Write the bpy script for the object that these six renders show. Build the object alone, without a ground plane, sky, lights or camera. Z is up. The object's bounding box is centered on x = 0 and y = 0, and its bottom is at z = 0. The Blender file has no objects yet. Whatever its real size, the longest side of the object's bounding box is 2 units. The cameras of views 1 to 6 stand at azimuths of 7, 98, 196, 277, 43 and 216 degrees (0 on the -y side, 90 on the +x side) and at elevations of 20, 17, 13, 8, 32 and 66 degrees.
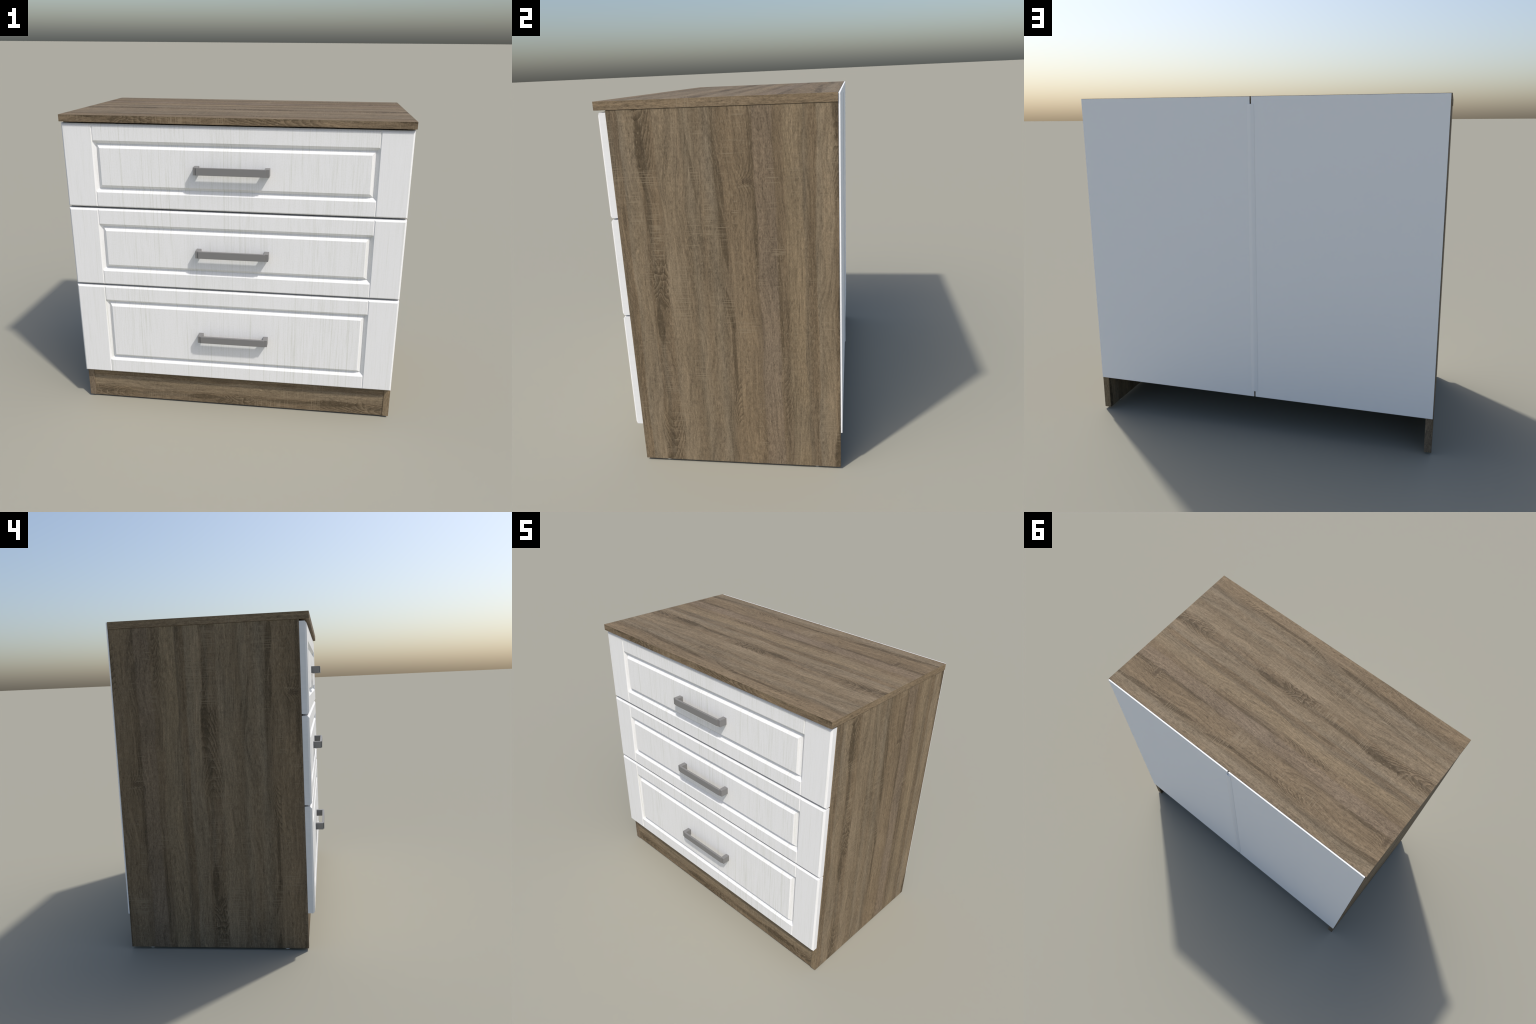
"""A three-drawer chest: grey-brown sawn-oak carcass, white moulded drawer fronts,
square grey bar handles and a two-piece white back joined by a plastic strip."""
import bpy, bmesh, math
from mathutils import Vector

# ----------------------------------------------------------------------------
# sizes (metres)
# ----------------------------------------------------------------------------
TOP_HALF_X = 1.0
TOP_FRONT, CARCASS_BACK = -0.5337, 0.5635
TOP_Z, TOP_THICK = 1.8848, 0.0395
SIDE_OUT, BOARD, BODY_SHIFT = 0.9977, 0.0397, 0.0
CARCASS_FRONT = -0.480
SIDE_FOOT = 0.0105
SIDE_HEAD = TOP_Z - TOP_THICK - 0.0008
PLINTH_FRONT = -0.4765
SHELF_Z0, SHELF_Z1 = 0.2095, 0.2485
BACK_Y0, BACK_Y1 = 0.5641, 0.5723
BACK_Z0, BACK_Z1 = 0.2133, 1.8826
BACK_HALF_X = 0.9945
SEAM_X, SEAM_GAP = -0.0011, 0.0092
STRIP_X, STRIP_HALF, STRIP_PEAK = -0.0016, 0.0192, 0.5775
FRONT_HALF_X, FRONT_SHIFT = 0.9955, -0.0014
FRONT_Y0, FRONT_Y1 = -0.5199, -0.4805
DRAWER_Z = [(1.3459, 1.8354), (0.8462, 1.3355), (0.2208, 0.8359)]
EDGE_X, EDGE_Z_TOP, EDGE_Z_BOTTOM, EDGE_Y = 0.0095, 0.0115, 0.0083, 0.0095
STILE_X = 0.8205
GROOVE_OUT, GROOVE_IN, GROOVE_DEEP = 0.0220, 0.0222, 0.0225
MARGIN_TOP, MARGIN_BOTTOM = 0.0942, 0.0900
HANDLE_X, HANDLE_HALF, HANDLE_H = -0.0025, 0.2172, 0.0445
POST_W, POST_FRONT = 0.0275, -0.5720
BAR_HALF, BAR_FRONT, BAR_BACK = 0.1995, -0.5777, -0.5637
FOOT_X, FOOT_Y, FOOT_R = 0.977, (-0.357, 0.441), 0.0165


# ----------------------------------------------------------------------------
# node helpers
# ----------------------------------------------------------------------------
def srgb(r, g, b, k=1.0):
    out = []
    for c in (r, g, b):
        c /= 255.0
        out.append(k * (c / 12.92 if c <= 0.04045 else ((c + 0.055) / 1.055) ** 2.4))
    return (*out, 1.0)


class Nodes:
    """Small expression builder on top of a node tree."""

    def __init__(self, tree):
        self.t = tree

    def _in(self, node, idx, v):
        if isinstance(v, bpy.types.NodeSocket):
            self.t.links.new(v, node.inputs[idx])
        elif v is not None:
            node.inputs[idx].default_value = v

    def m(self, op, a, b=None, c=None, clamp=False):
        n = self.t.nodes.new("ShaderNodeMath")
        n.operation = op
        n.use_clamp = clamp
        for i, v in enumerate((a, b, c)):
            self._in(n, i, v)
        return n.outputs[0]

    def add(self, a, b): return self.m("ADD", a, b)
    def sub(self, a, b): return self.m("SUBTRACT", a, b)
    def mul(self, a, b): return self.m("MULTIPLY", a, b)
    def mx(self, a, b): return self.m("MAXIMUM", a, b)

    def step(self, v, lo, hi, tlo=0.0, thi=1.0):
        n = self.t.nodes.new("ShaderNodeMapRange")
        n.interpolation_type = "SMOOTHSTEP"
        self._in(n, 0, v)
        self._in(n, 1, lo)
        self._in(n, 2, hi)
        n.inputs[3].default_value = tlo
        n.inputs[4].default_value = thi
        return n.outputs[0]

    def band(self, v, lo, hi, soft):
        """1 inside lo..hi, soft edges."""
        return self.mul(self.step(v, lo - soft, lo + soft), self.step(v, hi - soft, hi + soft, 1.0, 0.0))

    def vec(self, x, y, z=0.0):
        n = self.t.nodes.new("ShaderNodeCombineXYZ")
        for i, v in enumerate((x, y, z)):
            self._in(n, i, v)
        return n.outputs[0]

    def noise(self, vec, scale=1.0, detail=2.0, rough=0.5, dist=0.0):
        n = self.t.nodes.new("ShaderNodeTexNoise")
        n.inputs["Scale"].default_value = scale
        n.inputs["Detail"].default_value = detail
        n.inputs["Roughness"].default_value = rough
        n.inputs["Distortion"].default_value = dist
        self.t.links.new(vec, n.inputs["Vector"])
        return n.outputs[0]

    def uwnoise(self, u, w, su, sw, z=0.0, detail=2.0, rough=0.5):
        return self.noise(self.vec(self.mul(u, su), self.mul(w, sw), z), 1.0, detail, rough)

    def ramp(self, v, stops):
        n = self.t.nodes.new("ShaderNodeValToRGB")
        cr = n.color_ramp
        cr.interpolation = "LINEAR"
        while len(cr.elements) < len(stops):
            cr.elements.new(0.5)
        for e, (p, c) in zip(cr.elements, stops):
            e.position = p
            e.color = c
        self.t.links.new(v, n.inputs[0])
        return n.outputs[0]

    def mix(self, f, a, b, mode="MIX"):
        n = self.t.nodes.new("ShaderNodeMix")
        n.data_type = "RGBA"
        n.blend_type = mode
        n.clamp_factor = True
        self._in(n, 0, f)
        self._in(n, 6, a)
        self._in(n, 7, b)
        return n.outputs[2]

    def scale_col(self, col, f):
        return self.mix(1.0, col, self.vec(f, f, f), "MULTIPLY")


# ----------------------------------------------------------------------------
# sawn oak foil: one printed pattern (u across the grain, w along it), laid on
# every board.  The print repeats across the grain, each repeat flipped in w.
# ----------------------------------------------------------------------------
REPEAT_U, REPEAT_W, U_START, FLIP_W = 0.895, 1.775, -0.15, 0.214
OAK_GAIN = 0.865


def oak_group():
    g = bpy.data.node_groups.new("sawn_oak_print", "ShaderNodeTree")
    g.interface.new_socket("u", in_out="INPUT", socket_type="NodeSocketFloat")
    g.interface.new_socket("w", in_out="INPUT", socket_type="NodeSocketFloat")
    g.interface.new_socket("Color", in_out="OUTPUT", socket_type="NodeSocketColor")
    g.interface.new_socket("Height", in_out="OUTPUT", socket_type="NodeSocketFloat")
    gi, go = g.nodes.new("NodeGroupInput"), g.nodes.new("NodeGroupOutput")
    N = Nodes(g)
    u_raw, w_raw = gi.outputs[0], gi.outputs[1]

    # which repeat, and flip every other one
    k = N.m("FLOOR", N.m("DIVIDE", N.sub(u_raw, U_START), REPEAT_U))
    odd = N.m("FLOORED_MODULO", k, 2.0)
    uf = N.sub(u_raw, N.mul(k, REPEAT_U))
    w_f = N.add(N.mul(w_raw, N.sub(1.0, N.mul(odd, 2.0))), N.mul(odd, FLIP_W))
    w = N.sub(N.m("FLOORED_MODULO", N.add(w_f, REPEAT_W / 2), REPEAT_W), REPEAT_W / 2)

    # slow meander of the grain
    bend = N.sub(N.uwnoise(u_raw, w_f, 5.0, 1.6, 3.1, 2.0), 0.5)
    bend2 = N.sub(N.uwnoise(u_raw, w_f, 22.0, 5.0, 7.7, 2.0), 0.5)
    ub = N.add(uf, N.add(N.mul(bend, 0.042), N.mul(bend2, 0.020)))

    # contour field the growth lines follow: drifts far enough to close into arches
    ug = N.add(ub, N.mul(N.sub(N.uwnoise(u_raw, w_f, 5.5, 1.5, 41.0, 1.0), 0.5), 0.17))

    # --- tone of the boards' bands across the grain -------------------------
    lt, md, dk = (140, 124, 101), (129, 113, 91), (107, 92, 73)
    gy, wm, pu = (134, 121, 101), (132, 114, 90), (125, 109, 91)
    yl, dg, br = (138, 121, 96), (114, 101, 82), (121, 104, 82)
    bands = [(-0.150, dg), (-0.125, br), (-0.104, br), (-0.098, gy), (-0.060, lt), (-0.024, lt),
             (-0.016, br), (0.012, dg), (0.024, br), (0.062, br), (0.075, lt), (0.150, lt),
             (0.178, md), (0.196, dg), (0.214, gy), (0.262, md), (0.312, gy), (0.328, dg),
             (0.368, br), (0.382, wm), (0.455, wm), (0.494, br), (0.514, dk), (0.520, pu),
             (0.600, pu), (0.612, br), (0.645, br), (0.660, yl), (0.735, yl), (0.742, dg)]
    even, soften = (127, 111, 88), 0.36
    stops = [((p - U_START) / REPEAT_U,
              srgb(*[a + (e - a) * soften for a, e in zip(c, even)], OAK_GAIN)) for p, c in bands]
    col = N.ramp(N.m("DIVIDE", N.sub(ub, U_START), REPEAT_U), stops)

    # soft long patches, lighter and darker, greyer and warmer
    patch = N.uwnoise(u_raw, w_f, 9.0, 1.3, 1.3, 3.0, 0.55)
    col = N.scale_col(col, N.step(patch, 0.25, 0.75, 0.88, 1.12))
    hue = N.uwnoise(u_raw, w_f, 7.0, 2.0, 9.3, 2.0)
    col = N.mix(N.step(hue, 0.40, 0.75, 0.0, 0.40), col, N.mix(1.0, col, (0.95, 1.01, 1.12, 1), "MULTIPLY"))

    # streaks of every width that keep the bands from reading as stripes
    s1 = N.uwnoise(ug, w_f, 30.0, 1.5, 21.0, 2.0, 0.6)
    s2 = N.uwnoise(ug, w_f, 105.0, 3.0, 23.0, 2.0, 0.6)
    col = N.scale_col(col, N.add(1.0, N.add(N.mul(N.sub(s1, 0.5), 0.38), N.mul(N.sub(s2, 0.5), 0.55))))

    # --- growth lines running with the grain --------------------------------
    lines = N.uwnoise(ug, w_f, 90.0, 1.0, 4.4, 3.0, 0.6)
    line_zone = N.step(N.uwnoise(u_raw, w_f, 11.0, 0.9, 6.1, 2.0), 0.42, 0.60)
    dark_line = N.mul(N.step(lines, 0.50, 0.66), N.add(0.25, N.mul(line_zone, 0.75)))
    col = N.scale_col(col, N.sub(1.0, N.mul(dark_line, 0.20)))

    # --- placed figure -------------------------------------------------------
    dark = srgb(84, 72, 55, OAK_GAIN)
    pale = srgb(146, 131, 108, OAK_GAIN)
    wob = N.sub(N.uwnoise(u_raw, w_f, 26.0, 20.0, 2.2, 2.0), 0.5)
    wob_s = N.sub(N.uwnoise(u_raw, w_f, 70.0, 45.0, 5.2, 2.0), 0.5)

    ul = N.add(uf, N.add(N.mul(bend, 0.020), N.mul(bend2, 0.012)))

    def cathedral(u0, half, w0, w1, freq, curve, depth, apex=0.0):
        """nested arcs: contours of  w + curve*(u-u0-apex)^2  inside a spindle."""
        nonlocal col
        du = N.sub(ul, u0)
        da = N.sub(du, apex)
        q = N.mul(N.mul(da, da), curve)
        phi = N.add(N.add(w, N.mul(wob, 0.060)), q)
        saw = N.m("FRACT", N.mul(phi, freq / 6.2832))
        mask = N.mul(N.band(du, -half, half, half * 0.22), N.band(w, w0, w1, 0.04))
        col = N.mix(N.mul(N.mul(mask, N.step(saw, 0.15, 0.95)), depth), col, dark)
        edge = N.band(saw, 0.02, 0.10, 0.05)
        col = N.mix(N.mul(N.mul(mask, edge), 0.30 * depth / 0.7), col, pale)

    def spindle(ua, wa, ub_, wb, half, depth, sharp=0.35):
        """dark tapering streak from (ua,wa) to (ub_,wb)."""
        nonlocal col
        t = N.m("DIVIDE", N.sub(w, wa), wb - wa)
        uc = N.add(ua, N.mul(t, ub_ - ua))
        prof = N.mul(N.m("POWER", N.m("SINE", N.mul(N.m("MINIMUM", N.mx(t, 0.0), 1.0), math.pi)), 0.7), half)
        d = N.m("ABSOLUTE", N.add(N.sub(uf, uc), N.mul(wob_s, 0.006)))
        msk = N.step(N.sub(d, prof), -half * sharp, half * 0.12, 1.0, 0.0)
        msk = N.mul(msk, N.band(t, 0.0, 1.0, 0.02))
        col = N.mix(N.mul(msk, depth), col, dark)

    # tall cathedral lobe, closing at the far end (w .62 -> .95), and its mouth
    cathedral(0.026, 0.056, 0.66, 0.90, 130.0, 46.0, 0.64, -0.004)
    cathedral(0.014, 0.042, -0.90, -0.60, 115.0, 34.0, 0.80, -0.026)
    spindle(0.005, 0.60, 0.010, 0.90, 0.018, 0.35)
    # long streak running down from the lobe
    spindle(-0.008, -0.86, -0.004, -0.50, 0.026, 0.75)
    spindle(0.000, -0.62, 0.004, -0.24, 0.016, 0.55)
    # ragged burr figure
    du = N.sub(uf, 0.025)
    burr = N.sub(N.uwnoise(uf, w, 24.0, 10.0, 33.0, 1.0), 0.5)
    phi = N.add(N.add(w, N.mul(burr, 0.27)), N.mul(N.mul(du, du), -22.0))
    saw = N.m("FRACT", N.mul(phi, 19.0))
    mask = N.mul(N.band(du, -0.036, 0.044, 0.008), N.band(w, -0.17, 0.095, 0.03))
    col = N.mix(N.mul(N.mul(mask, N.step(saw, 0.1, 0.9)), 0.78), col, dark)
    col = N.mix(N.mul(N.mul(mask, N.band(saw, 0.02, 0.14, 0.07)), 0.46), col, pale)
    spindle(0.006, 0.06, 0.010, 0.29, 0.022, 0.80)
    spindle(0.045, -0.30, 0.036, 0.34, 0.022, 0.25)
    # knot: bundle of crowded curved lines with a dark heart
    du, dw = N.sub(uf, 0.490), N.sub(w, -0.540)
    fan = N.add(N.mul(du, 1.0), N.mul(N.m("DIVIDE", 0.0012, N.add(N.m("ABSOLUTE", dw), 0.018)), 1.0))
    lines_k = N.m("SINE", N.mul(N.add(fan, N.mul(wob, 0.01)), 420.0))
    mk = N.mul(N.band(du, -0.050, 0.026, 0.016), N.band(dw, -0.10, 0.10, 0.06))
    col = N.mix(N.mul(N.mul(mk, N.step(lines_k, -0.2, 0.9)), 0.50), col, dark)
    heart = N.mul(N.band(du, -0.035, 0.022, 0.012), N.band(N.add(dw, N.mul(wob, 0.02)), -0.012, 0.012, 0.008))
    col = N.mix(N.mul(heart, 0.48), col, srgb(72, 60, 48, OAK_GAIN))
    slit = N.mul(N.band(du, -0.055, 0.010, 0.012), N.band(N.add(dw, N.mul(du, 0.12)), 0.016, 0.022, 0.004))
    col = N.mix(N.mul(slit, 0.40), col, pale)
    spindle(0.508, -0.54, 0.512, -0.10, 0.012, 0.52)
    spindle(0.498, -0.90, 0.508, -0.55, 0.014, 0.46)
    # blade-shaped streak and its tail
    spindle(0.345, -0.44, 0.368, -0.115, 0.021, 0.74)
    spindle(0.332, -0.86, 0.345, -0.34, 0.010, 0.52)
    spindle(0.352, -0.66, 0.366, -0.37, 0.010, 0.62)
    spindle(0.350, -0.02, 0.385, 0.22, 0.017, 0.68)
    spindle(0.372, 0.10, 0.378, 0.56, 0.011, 0.66)
    cathedral(0.375, 0.024, 0.44, 0.74, 170.0, -48.0, 0.62, 0.026)
    # two quieter arcs further over
    spindle(0.612, -0.30, 0.618, 0.42, 0.010, 0.50)
    cathedral(0.640, 0.022, 0.38, 0.72, 170.0, 48.0, 0.58, -0.024)
    spindle(0.205, -0.80, 0.245, -0.42, 0.010, 0.50)
    spindle(0.140, -0.18, 0.150, 0.12, 0.012, 0.30)
    spindle(-0.118, -0.88, -0.112, 0.88, 0.010, 0.26)
    spindle(-0.136, -0.40, -0.128, 0.86, 0.010, 0.30)

    # --- pores and grain -----------------------------------------------------
    pore = N.uwnoise(ub, w_f, 165.0, 32.0, 1.0, 1.0, 0.6)
    fine = N.uwnoise(u_raw, w_f, 300.0, 110.0, 8.0, 1.0)
    mid = N.uwnoise(ub, w_f, 70.0, 7.0, 5.0, 3.0, 0.6)
    worm = N.uwnoise(u_raw, w_f, 150.0, 75.0, 2.0, 2.0)
    worm_zone = N.mx(N.band(uf, 0.520, 0.600, 0.01), N.mul(N.band(uf, 0.080, 0.150, 0.02), 0.7))
    # some bands are granular, others are drawn out in fine parallel lines
    grainy = N.step(N.uwnoise(u_raw, w_f, 12.0, 1.8, 27.0, 2.0), 0.36, 0.64, 0.50, 1.0)
    drawn = N.sub(1.35, grainy)
    long_line = N.uwnoise(ug, w_f, 180.0, 6.5, 29.0, 2.0, 0.6)
    grain = N.mul(N.sub(pore, 0.5), N.mul(grainy, 1.10))
    grain = N.add(grain, N.mul(N.sub(long_line, 0.5), N.mul(drawn, 1.30)))
    grain = N.add(grain, N.mul(N.sub(mid, 0.5), 0.62))
    grain = N.add(grain, N.mul(N.sub(fine, 0.5), 0.80))
    grain = N.add(grain, N.mul(N.mul(N.sub(worm, 0.5), worm_zone), 0.65))
    col = N.scale_col(col, N.add(1.0, grain))
    fleck = N.mul(N.step(N.uwnoise(ub, w_f, 190.0, 50.0, 11.0, 0.0), 0.62, 0.78), N.mul(grainy, 0.48))
    col = N.mix(fleck, col, pale)
    pit = N.mul(N.step(N.uwnoise(ub, w_f, 205.0, 34.0, 17.0, 0.0), 0.62, 0.78), N.mul(grainy, 0.30))
    col = N.mix(pit, col, srgb(78, 66, 50, OAK_GAIN))

    # --- pale saw marks across the grain, in clusters ------------------------
    saw_l = N.uwnoise(u_raw, w_f, 5.5, 170.0, 12.0, 1.0)
    saw_e = N.uwnoise(u_raw, w_f, 16.0, 2.2, 14.0, 2.0)
    saw_c = N.uwnoise(u_raw, w_f, 10.0, 5.0, 16.0, 2.0)
    marks = N.mul(N.step(saw_l, 0.58, 0.70), N.step(N.mul(N.add(saw_e, saw_c), 0.5), 0.51, 0.60))
    # fixed clusters of saw marks
    for u0, hu, w0, hw in ((0.00, 0.06, -0.56, 0.04), (0.13, 0.045, 0.00, 0.16), (-0.06, 0.03, -0.44, 0.12),
                           (0.36, 0.03, 0.10, 0.07), (0.345, 0.03, -0.28, 0.06), (0.29, 0.02, -0.36, 0.09),
                           (0.45, 0.05, 0.18, 0.05), (0.615, 0.03, -0.20, 0.03), (0.20, 0.04, 0.42, 0.06),
                           (0.03, 0.03, -0.30, 0.14)):
        c = N.mul(N.band(uf, u0 - hu, u0 + hu, hu * 0.5), N.band(w, w0 - hw, w0 + hw, hw * 0.5))
        marks = N.mx(marks, N.mul(c, N.step(saw_l, 0.50, 0.64)))
    col = N.mix(N.mul(marks, 0.64), col, pale)

    g.links.new(col, go.inputs[0])
    g.links.new(N.add(N.mul(pore, 0.6), N.mul(mid, 0.4)), go.inputs[1])
    return g


def oak_material(name, group, u_axis, u_sign, u_off, w_axis, w_sign, w_off):
    mat = bpy.data.materials.new(name)
    mat.use_nodes = True
    t = mat.node_tree
    N = Nodes(t)
    bsdf = t.nodes["Principled BSDF"]
    tc = t.nodes.new("ShaderNodeTexCoord")
    sp = t.nodes.new("ShaderNodeSeparateXYZ")
    t.links.new(tc.outputs["Object"], sp.inputs[0])
    gn = t.nodes.new("ShaderNodeGroup")
    gn.node_tree = group
    t.links.new(N.add(N.mul(sp.outputs[u_axis], u_sign), u_off), gn.inputs[0])
    t.links.new(N.add(N.mul(sp.outputs[w_axis], w_sign), w_off), gn.inputs[1])
    t.links.new(gn.outputs[0], bsdf.inputs["Base Color"])
    bp = t.nodes.new("ShaderNodeBump")
    bp.inputs["Strength"].default_value = 0.10
    bp.inputs["Distance"].default_value = 0.0012
    t.links.new(gn.outputs[1], bp.inputs["Height"])
    t.links.new(bp.outputs[0], bsdf.inputs["Normal"])
    bsdf.inputs["Roughness"].default_value = 0.75
    bsdf.inputs["Specular IOR Level"].default_value = 0.18
    return mat


def white_foil_material():
    """white woodgrain foil: faint grey-green streaks standing upright."""
    mat = bpy.data.materials.new("white_woodgrain_foil")
    mat.use_nodes = True
    t = mat.node_tree
    N = Nodes(t)
    bsdf = t.nodes["Principled BSDF"]
    tc = t.nodes.new("ShaderNodeTexCoord")
    sp = t.nodes.new("ShaderNodeSeparateXYZ")
    t.links.new(tc.outputs["Object"], sp.inputs[0])
    x, z = sp.outputs[0], sp.outputs[2]
    xb = N.add(x, N.mul(N.sub(N.uwnoise(x, z, 6.0, 2.0, 0.3, 2.0), 0.5), 0.009))
    stile = N.step(N.m("ABSOLUTE", x), 0.813, 0.817)
    base = (0.785, 0.786, 0.786, 1.0)
    streak = (0.58, 0.59, 0.53, 1.0)
    wide = N.uwnoise(xb, z, 9.0, 0.8, 1.7, 2.0, 0.6)
    bold = N.uwnoise(xb, z, 85.0, 1.0, 4.1, 1.0, 0.5)
    thin = N.uwnoise(xb, z, 120.0, 3.0, 5.3, 2.0, 0.6)
    hair = N.uwnoise(xb, z, 190.0, 6.0, 6.4, 1.0, 0.6)
    broken = N.uwnoise(x, z, 60.0, 26.0, 9.9, 2.0)
    speck = N.uwnoise(x, z, 150.0, 110.0, 12.0, 1.0)
    zone = N.step(wide, 0.36, 0.62, 0.35, 1.0)
    ragged = N.step(broken, 0.30, 0.60, 0.68, 1.0)
    amount = N.mul(N.mul(N.step(bold, 0.64, 0.70), ragged), 0.40)
    amount = N.mx(amount, N.mul(N.mul(N.step(thin, 0.52, 0.70), ragged), N.mul(zone, 0.27)))
    amount = N.add(amount, N.mul(N.step(hair, 0.42, 0.72), N.mul(zone, 0.27)))
    amount = N.add(amount, N.mul(N.step(speck, 0.38, 0.72), 0.13))
    amount = N.mul(amount, N.sub(1.0, N.mul(stile, 0.42)))
    col = N.mix(amount, base, streak)
    t.links.new(col, bsdf.inputs["Base Color"])
    bsdf.inputs["Roughness"].default_value = 0.5
    bsdf.inputs["Specular IOR Level"].default_value = 0.35
    return mat


def plain_material(name, color, rough, spec=0.5, metallic=0.0, mottle=0.02, scale=40.0):
    mat = bpy.data.materials.new(name)
    mat.use_nodes = True
    t = mat.node_tree
    N = Nodes(t)
    bsdf = t.nodes["Principled BSDF"]
    tc = t.nodes.new("ShaderNodeTexCoord")
    n = N.noise(tc.outputs["Object"], scale, 3.0)
    col = N.scale_col((*color, 1.0), N.add(1.0, N.mul(N.sub(n, 0.5), mottle)))
    t.links.new(col, bsdf.inputs["Base Color"])
    bsdf.inputs["Roughness"].default_value = rough
    bsdf.inputs["Specular IOR Level"].default_value = spec
    bsdf.inputs["Metallic"].default_value = metallic
    return mat


# ----------------------------------------------------------------------------
# mesh helpers
# ----------------------------------------------------------------------------
def link(ob, parent=None):
    bpy.context.scene.collection.objects.link(ob)
    if parent is not None:
        ob.parent = parent
    return ob


def add_box(bm, x0, x1, y0, y1, z0, z1):
    v = [bm.verts.new((x, y, z)) for x in (x0, x1) for y in (y0, y1) for z in (z0, z1)]
    for f in ((0, 1, 3, 2), (4, 6, 7, 5), (0, 4, 5, 1), (2, 3, 7, 6), (0, 2, 6, 4), (1, 5, 7, 3)):
        bm.faces.new([v[i] for i in f])


def finish(bm, name, mats, parent, chamfer=0.0, pick=None):
    bmesh.ops.recalc_face_normals(bm, faces=bm.faces)
    if chamfer:
        bmesh.ops.bevel(bm, geom=list(bm.edges), offset=chamfer, segments=2, profile=0.5, affect="EDGES")
    me = bpy.data.meshes.new(name)
    bm.to_mesh(me)
    bm.free()
    for m in mats:
        me.materials.append(m)
    if pick:
        for p in me.polygons:
            p.material_index = pick(p.normal)
    return link(bpy.data.objects.new(name, me), parent)


def box_object(name, dims, mats, parent, chamfer=0.0, pick=None):
    bm = bmesh.new()
    add_box(bm, *dims)
    return finish(bm, name, mats, parent, chamfer, pick)


def by_axis(x_slot, y_slot, z_slot):
    def pick(n):
        a = [abs(c) for c in n]
        return (x_slot, y_slot, z_slot)[a.index(max(a))]
    return pick


# ----------------------------------------------------------------------------
# drawer front: chamfered slab, mitred V groove round the field, and two fine
# V joints where the rails meet the stiles
# ----------------------------------------------------------------------------
def loft(bm, loops, closed_ring=False):
    rings = [[bm.verts.new(p) for p in lp] for lp in loops]
    n = len(rings[0])
    pairs = list(zip(rings, rings[1:]))
    if closed_ring:
        pairs.append((rings[-1], rings[0]))
    for a, b in pairs:
        for i in range(n):
            j = (i + 1) % n
            bm.faces.new((a[i], a[j], b[j], b[i]))
    if not closed_ring:
        bm.faces.new(rings[0])
        bm.faces.new(rings[-1])


def rect(hx, z0, z1, y):
    return [(-hx, y, z0), (hx, y, z0), (hx, y, z1), (-hx, y, z1)]


def boolean_cut(ob, cutter_bm):
    bmesh.ops.recalc_face_normals(cutter_bm, faces=cutter_bm.faces)
    me = bpy.data.meshes.new("cutter")
    cutter_bm.to_mesh(me)
    cutter_bm.free()
    cut = link(bpy.data.objects.new("cutter", me))
    md = ob.modifiers.new("cut", "BOOLEAN")
    md.operation = "DIFFERENCE"
    md.solver = "EXACT"
    md.object = cut
    dg = bpy.context.evaluated_depsgraph_get()
    dg.update()
    new = bpy.data.meshes.new_from_object(ob.evaluated_get(dg))
    ob.modifiers.clear()
    old = ob.data
    name = old.name
    ob.data = new
    bpy.data.meshes.remove(old)
    new.name = name
    bpy.data.objects.remove(cut)
    bpy.data.meshes.remove(me)


def drawer_front(z0, z1, mat, parent):
    bm = bmesh.new()
    loft(bm, [rect(FRONT_HALF_X, z0, z1, FRONT_Y1),
              rect(FRONT_HALF_X, z0, z1, FRONT_Y0 + EDGE_Y),
              rect(FRONT_HALF_X - EDGE_X, z0 + EDGE_Z_BOTTOM, z1 - EDGE_Z_TOP, FRONT_Y0)])
    ob = finish(bm, "drawer", [mat], parent)

    proud = 0.004
    eo, ei = proud * GROOVE_OUT / GROOVE_DEEP, proud * GROOVE_IN / GROOVE_DEEP
    za, zb = z0 + MARGIN_BOTTOM, z1 - MARGIN_TOP

    def inset(d, y):
        return rect(STILE_X - d, za + d, zb - d, y)
    bm = bmesh.new()
    loft(bm, [inset(-eo, FRONT_Y0 - proud), inset(GROOVE_OUT, FRONT_Y0 + GROOVE_DEEP),
              inset(GROOVE_OUT + GROOVE_IN + ei, FRONT_Y0 - proud)], closed_ring=True)
    boolean_cut(ob, bm)

    half, deep = 0.0050, 0.0050
    for s in (-1, 1):
        bm = bmesh.new()
        xc = s * (STILE_X + 0.0002 - half)
        k = 1 + proud / deep
        tri = [(xc - half * k, FRONT_Y0 - proud), (xc + half * k, FRONT_Y0 - proud), (xc, FRONT_Y0 + deep)]
        loft(bm, [[(x, y, z) for x, y in tri] for z in (z0 - 0.01, z1 + 0.01)])
        boolean_cut(ob, bm)
    return ob


def handle_mesh(mat):
    bm = bmesh.new()
    h = HANDLE_H / 2
    for s in (-1, 1):
        xa, xb = sorted((s * HANDLE_HALF, s * (HANDLE_HALF - POST_W)))
        add_box(bm, xa, xb, POST_FRONT, FRONT_Y0 + 0.004, -h, h)
    add_box(bm, -BAR_HALF, BAR_HALF, BAR_FRONT, BAR_BACK, -h + 0.0011, h - 0.0007)
    bmesh.ops.recalc_face_normals(bm, faces=bm.faces)
    bmesh.ops.bevel(bm, geom=list(bm.edges), offset=0.0009, segments=2, profile=0.5, affect="EDGES")
    me = bpy.data.meshes.new("handle")
    bm.to_mesh(me)
    bm.free()
    me.materials.append(mat)
    return me


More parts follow.
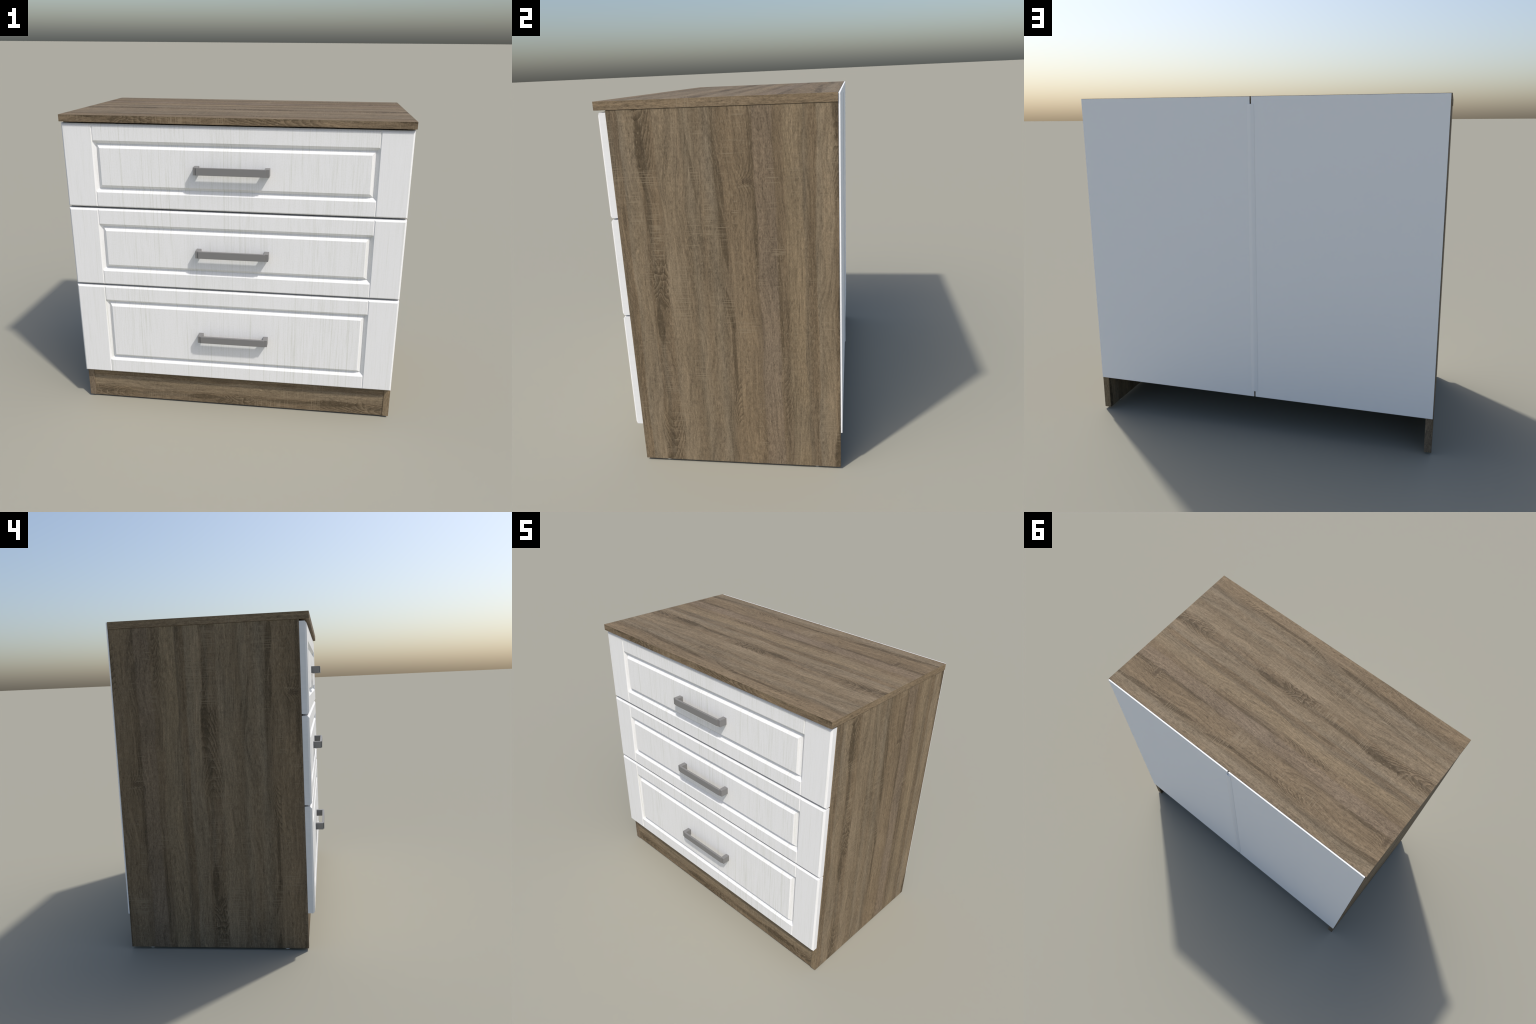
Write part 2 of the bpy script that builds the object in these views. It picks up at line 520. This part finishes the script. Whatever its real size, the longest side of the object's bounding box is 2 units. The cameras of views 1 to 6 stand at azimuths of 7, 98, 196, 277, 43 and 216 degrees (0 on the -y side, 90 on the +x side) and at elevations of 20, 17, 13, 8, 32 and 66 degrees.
def foot_mesh(mat):
    """turned plastic glide: flat pad with a rounded rim."""
    prof = [(0.0, 0.0), (0.0085, 0.0), (0.0120, 0.0010), (0.0148, 0.0032), (FOOT_R, 0.0065), (FOOT_R, SIDE_FOOT + 0.001)]
    bm = bmesh.new()
    seg = 32
    prev = None
    centre = bm.verts.new((0, 0, 0))
    for r, z in prof[1:]:
        ring = [bm.verts.new((r * math.cos(2 * math.pi * i / seg), r * math.sin(2 * math.pi * i / seg), z)) for i in range(seg)]
        for i in range(seg):
            j = (i + 1) % seg
            if prev is None:
                bm.faces.new((centre, ring[j], ring[i]))
            else:
                bm.faces.new((prev[i], prev[j], ring[j], ring[i]))
        prev = ring
    bm.faces.new(prev)
    bmesh.ops.recalc_face_normals(bm, faces=bm.faces)
    me = bpy.data.meshes.new("foot")
    bm.to_mesh(me)
    bm.free()
    me.materials.append(mat)
    for p in me.polygons:
        p.use_smooth = True
    return me


# ----------------------------------------------------------------------------
# build
# ----------------------------------------------------------------------------
def build():
    oak = oak_group()
    # lay of the print on each face: (u from axis, sign, offset), (w from axis, sign, offset)
    top_face = oak_material("oak_top_face", oak, 1, -1, -0.078, 0, 1, -0.05)
    top_front = oak_material("oak_top_front_edge", oak, 2, -1, TOP_Z + 0.015, 0, -1, -0.62)
    top_end = oak_material("oak_top_end_edge", oak, 2, 1, -TOP_Z + 0.46, 1, 1, 0.30)
    right_face = oak_material("oak_right_side", oak, 1, 1, 0.33, 2, -1, 0.97)
    left_face = oak_material("oak_left_side", oak, 1, -1, 0.045, 2, 1, -0.231)
    side_edge = oak_material("oak_side_edge", oak, 0, 1, 0.70 - 0.98, 2, 1, 0.2)
    plinth_face = oak_material("oak_plinth", oak, 2, -1, 0.062, 0, -1, -0.04)
    white = white_foil_material()
    back_white = plain_material("white_hardboard", (0.965, 0.965, 0.965), 0.55, 0.4, mottle=0.015)
    strip_white = plain_material("white_plastic", (0.955, 0.955, 0.955), 0.4, 0.5, mottle=0.01)
    grey_metal = plain_material("grey_painted_metal", (0.185, 0.183, 0.180), 0.45, 0.5, mottle=0.03, scale=180.0)
    foot_plastic = plain_material("pale_plastic", (0.60, 0.60, 0.60), 0.5, 0.5)

    chest = bpy.data.objects.new("chest_of_drawers", None)
    link(chest)
    chest["label"] = "three-drawer chest, brown oak carcass, white panelled drawer fronts"
    chest["category"] = "chest of drawers"

    box_object("top_panel", (-TOP_HALF_X, TOP_HALF_X, TOP_FRONT, CARCASS_BACK, TOP_Z - TOP_THICK, TOP_Z),
               [top_end, top_front, top_face], chest, 0.0008, by_axis(0, 1, 2))
    for s, mat in ((-1, left_face), (1, right_face)):
        xa, xb = sorted((s * SIDE_OUT + BODY_SHIFT, s * (SIDE_OUT - BOARD) + BODY_SHIFT))
        box_object("side_panel", (xa, xb, CARCASS_FRONT, CARCASS_BACK, SIDE_FOOT, SIDE_HEAD),
                   [mat, side_edge], chest, 0.0008, by_axis(0, 1, 1))
    inner = SIDE_OUT - BOARD - 0.0006
    box_object("bottom_panel", (-inner + BODY_SHIFT, inner + BODY_SHIFT, CARCASS_FRONT + 0.004, CARCASS_BACK - 0.0006, SHELF_Z0, SHELF_Z1),
               [top_end, top_front, top_face], chest, 0.0006, by_axis(0, 1, 2))
    box_object("plinth", (-inner + BODY_SHIFT, inner + BODY_SHIFT, PLINTH_FRONT, PLINTH_FRONT + BOARD, SIDE_FOOT, SHELF_Z0 - 0.0008),
               [plinth_face], chest, 0.0006)

    # two back panels and the strip that joins them between top and bottom boards
    for xa, xb in ((-BACK_HALF_X + BODY_SHIFT, SEAM_X - SEAM_GAP / 2), (SEAM_X + SEAM_GAP / 2, BACK_HALF_X + BODY_SHIFT)):
        box_object("back_panel", (xa, xb, BACK_Y0, BACK_Y1, BACK_Z0, BACK_Z1), [back_white], chest, 0.0004)
    bm = bmesh.new()
    arc = []
    for i in range(21):
        a = -1 + 2 * i / 20
        rise = 1 - (math.hypot(a, 0.25) - 0.25) / (math.hypot(1, 0.25) - 0.25)
        arc.append((STRIP_X + a * STRIP_HALF, BACK_Y1 + 0.0009 + (STRIP_PEAK - BACK_Y1 - 0.0009) * rise))
    prof = arc + [(STRIP_X + 0.003, BACK_Y1 - 0.0004), (STRIP_X + 0.003, BACK_Y0 - 0.004),
                  (STRIP_X - 0.003, BACK_Y0 - 0.004), (STRIP_X - 0.003, BACK_Y1 - 0.0004)]
    loft(bm, [[(x, y, z) for x, y in prof] for z in (SHELF_Z1, TOP_Z - TOP_THICK)])
    finish(bm, "joint_strip", [strip_white], chest)

    hm = handle_mesh(grey_metal)
    for z0, z1 in DRAWER_Z:
        d = drawer_front(z0, z1, white, chest)
        h = bpy.data.objects.new("handle", hm)
        link(h, d)
        d.location.x = FRONT_SHIFT
        h.location = (HANDLE_X - FRONT_SHIFT, 0, (z0 + z1) / 2 - 0.0015)

    fm = foot_mesh(foot_plastic)
    for s in (-1, 1):
        for y in FOOT_Y:
            f = bpy.data.objects.new("foot", fm)
            link(f, chest)
            f.location = (s * FOOT_X, y, 0.0)


build()
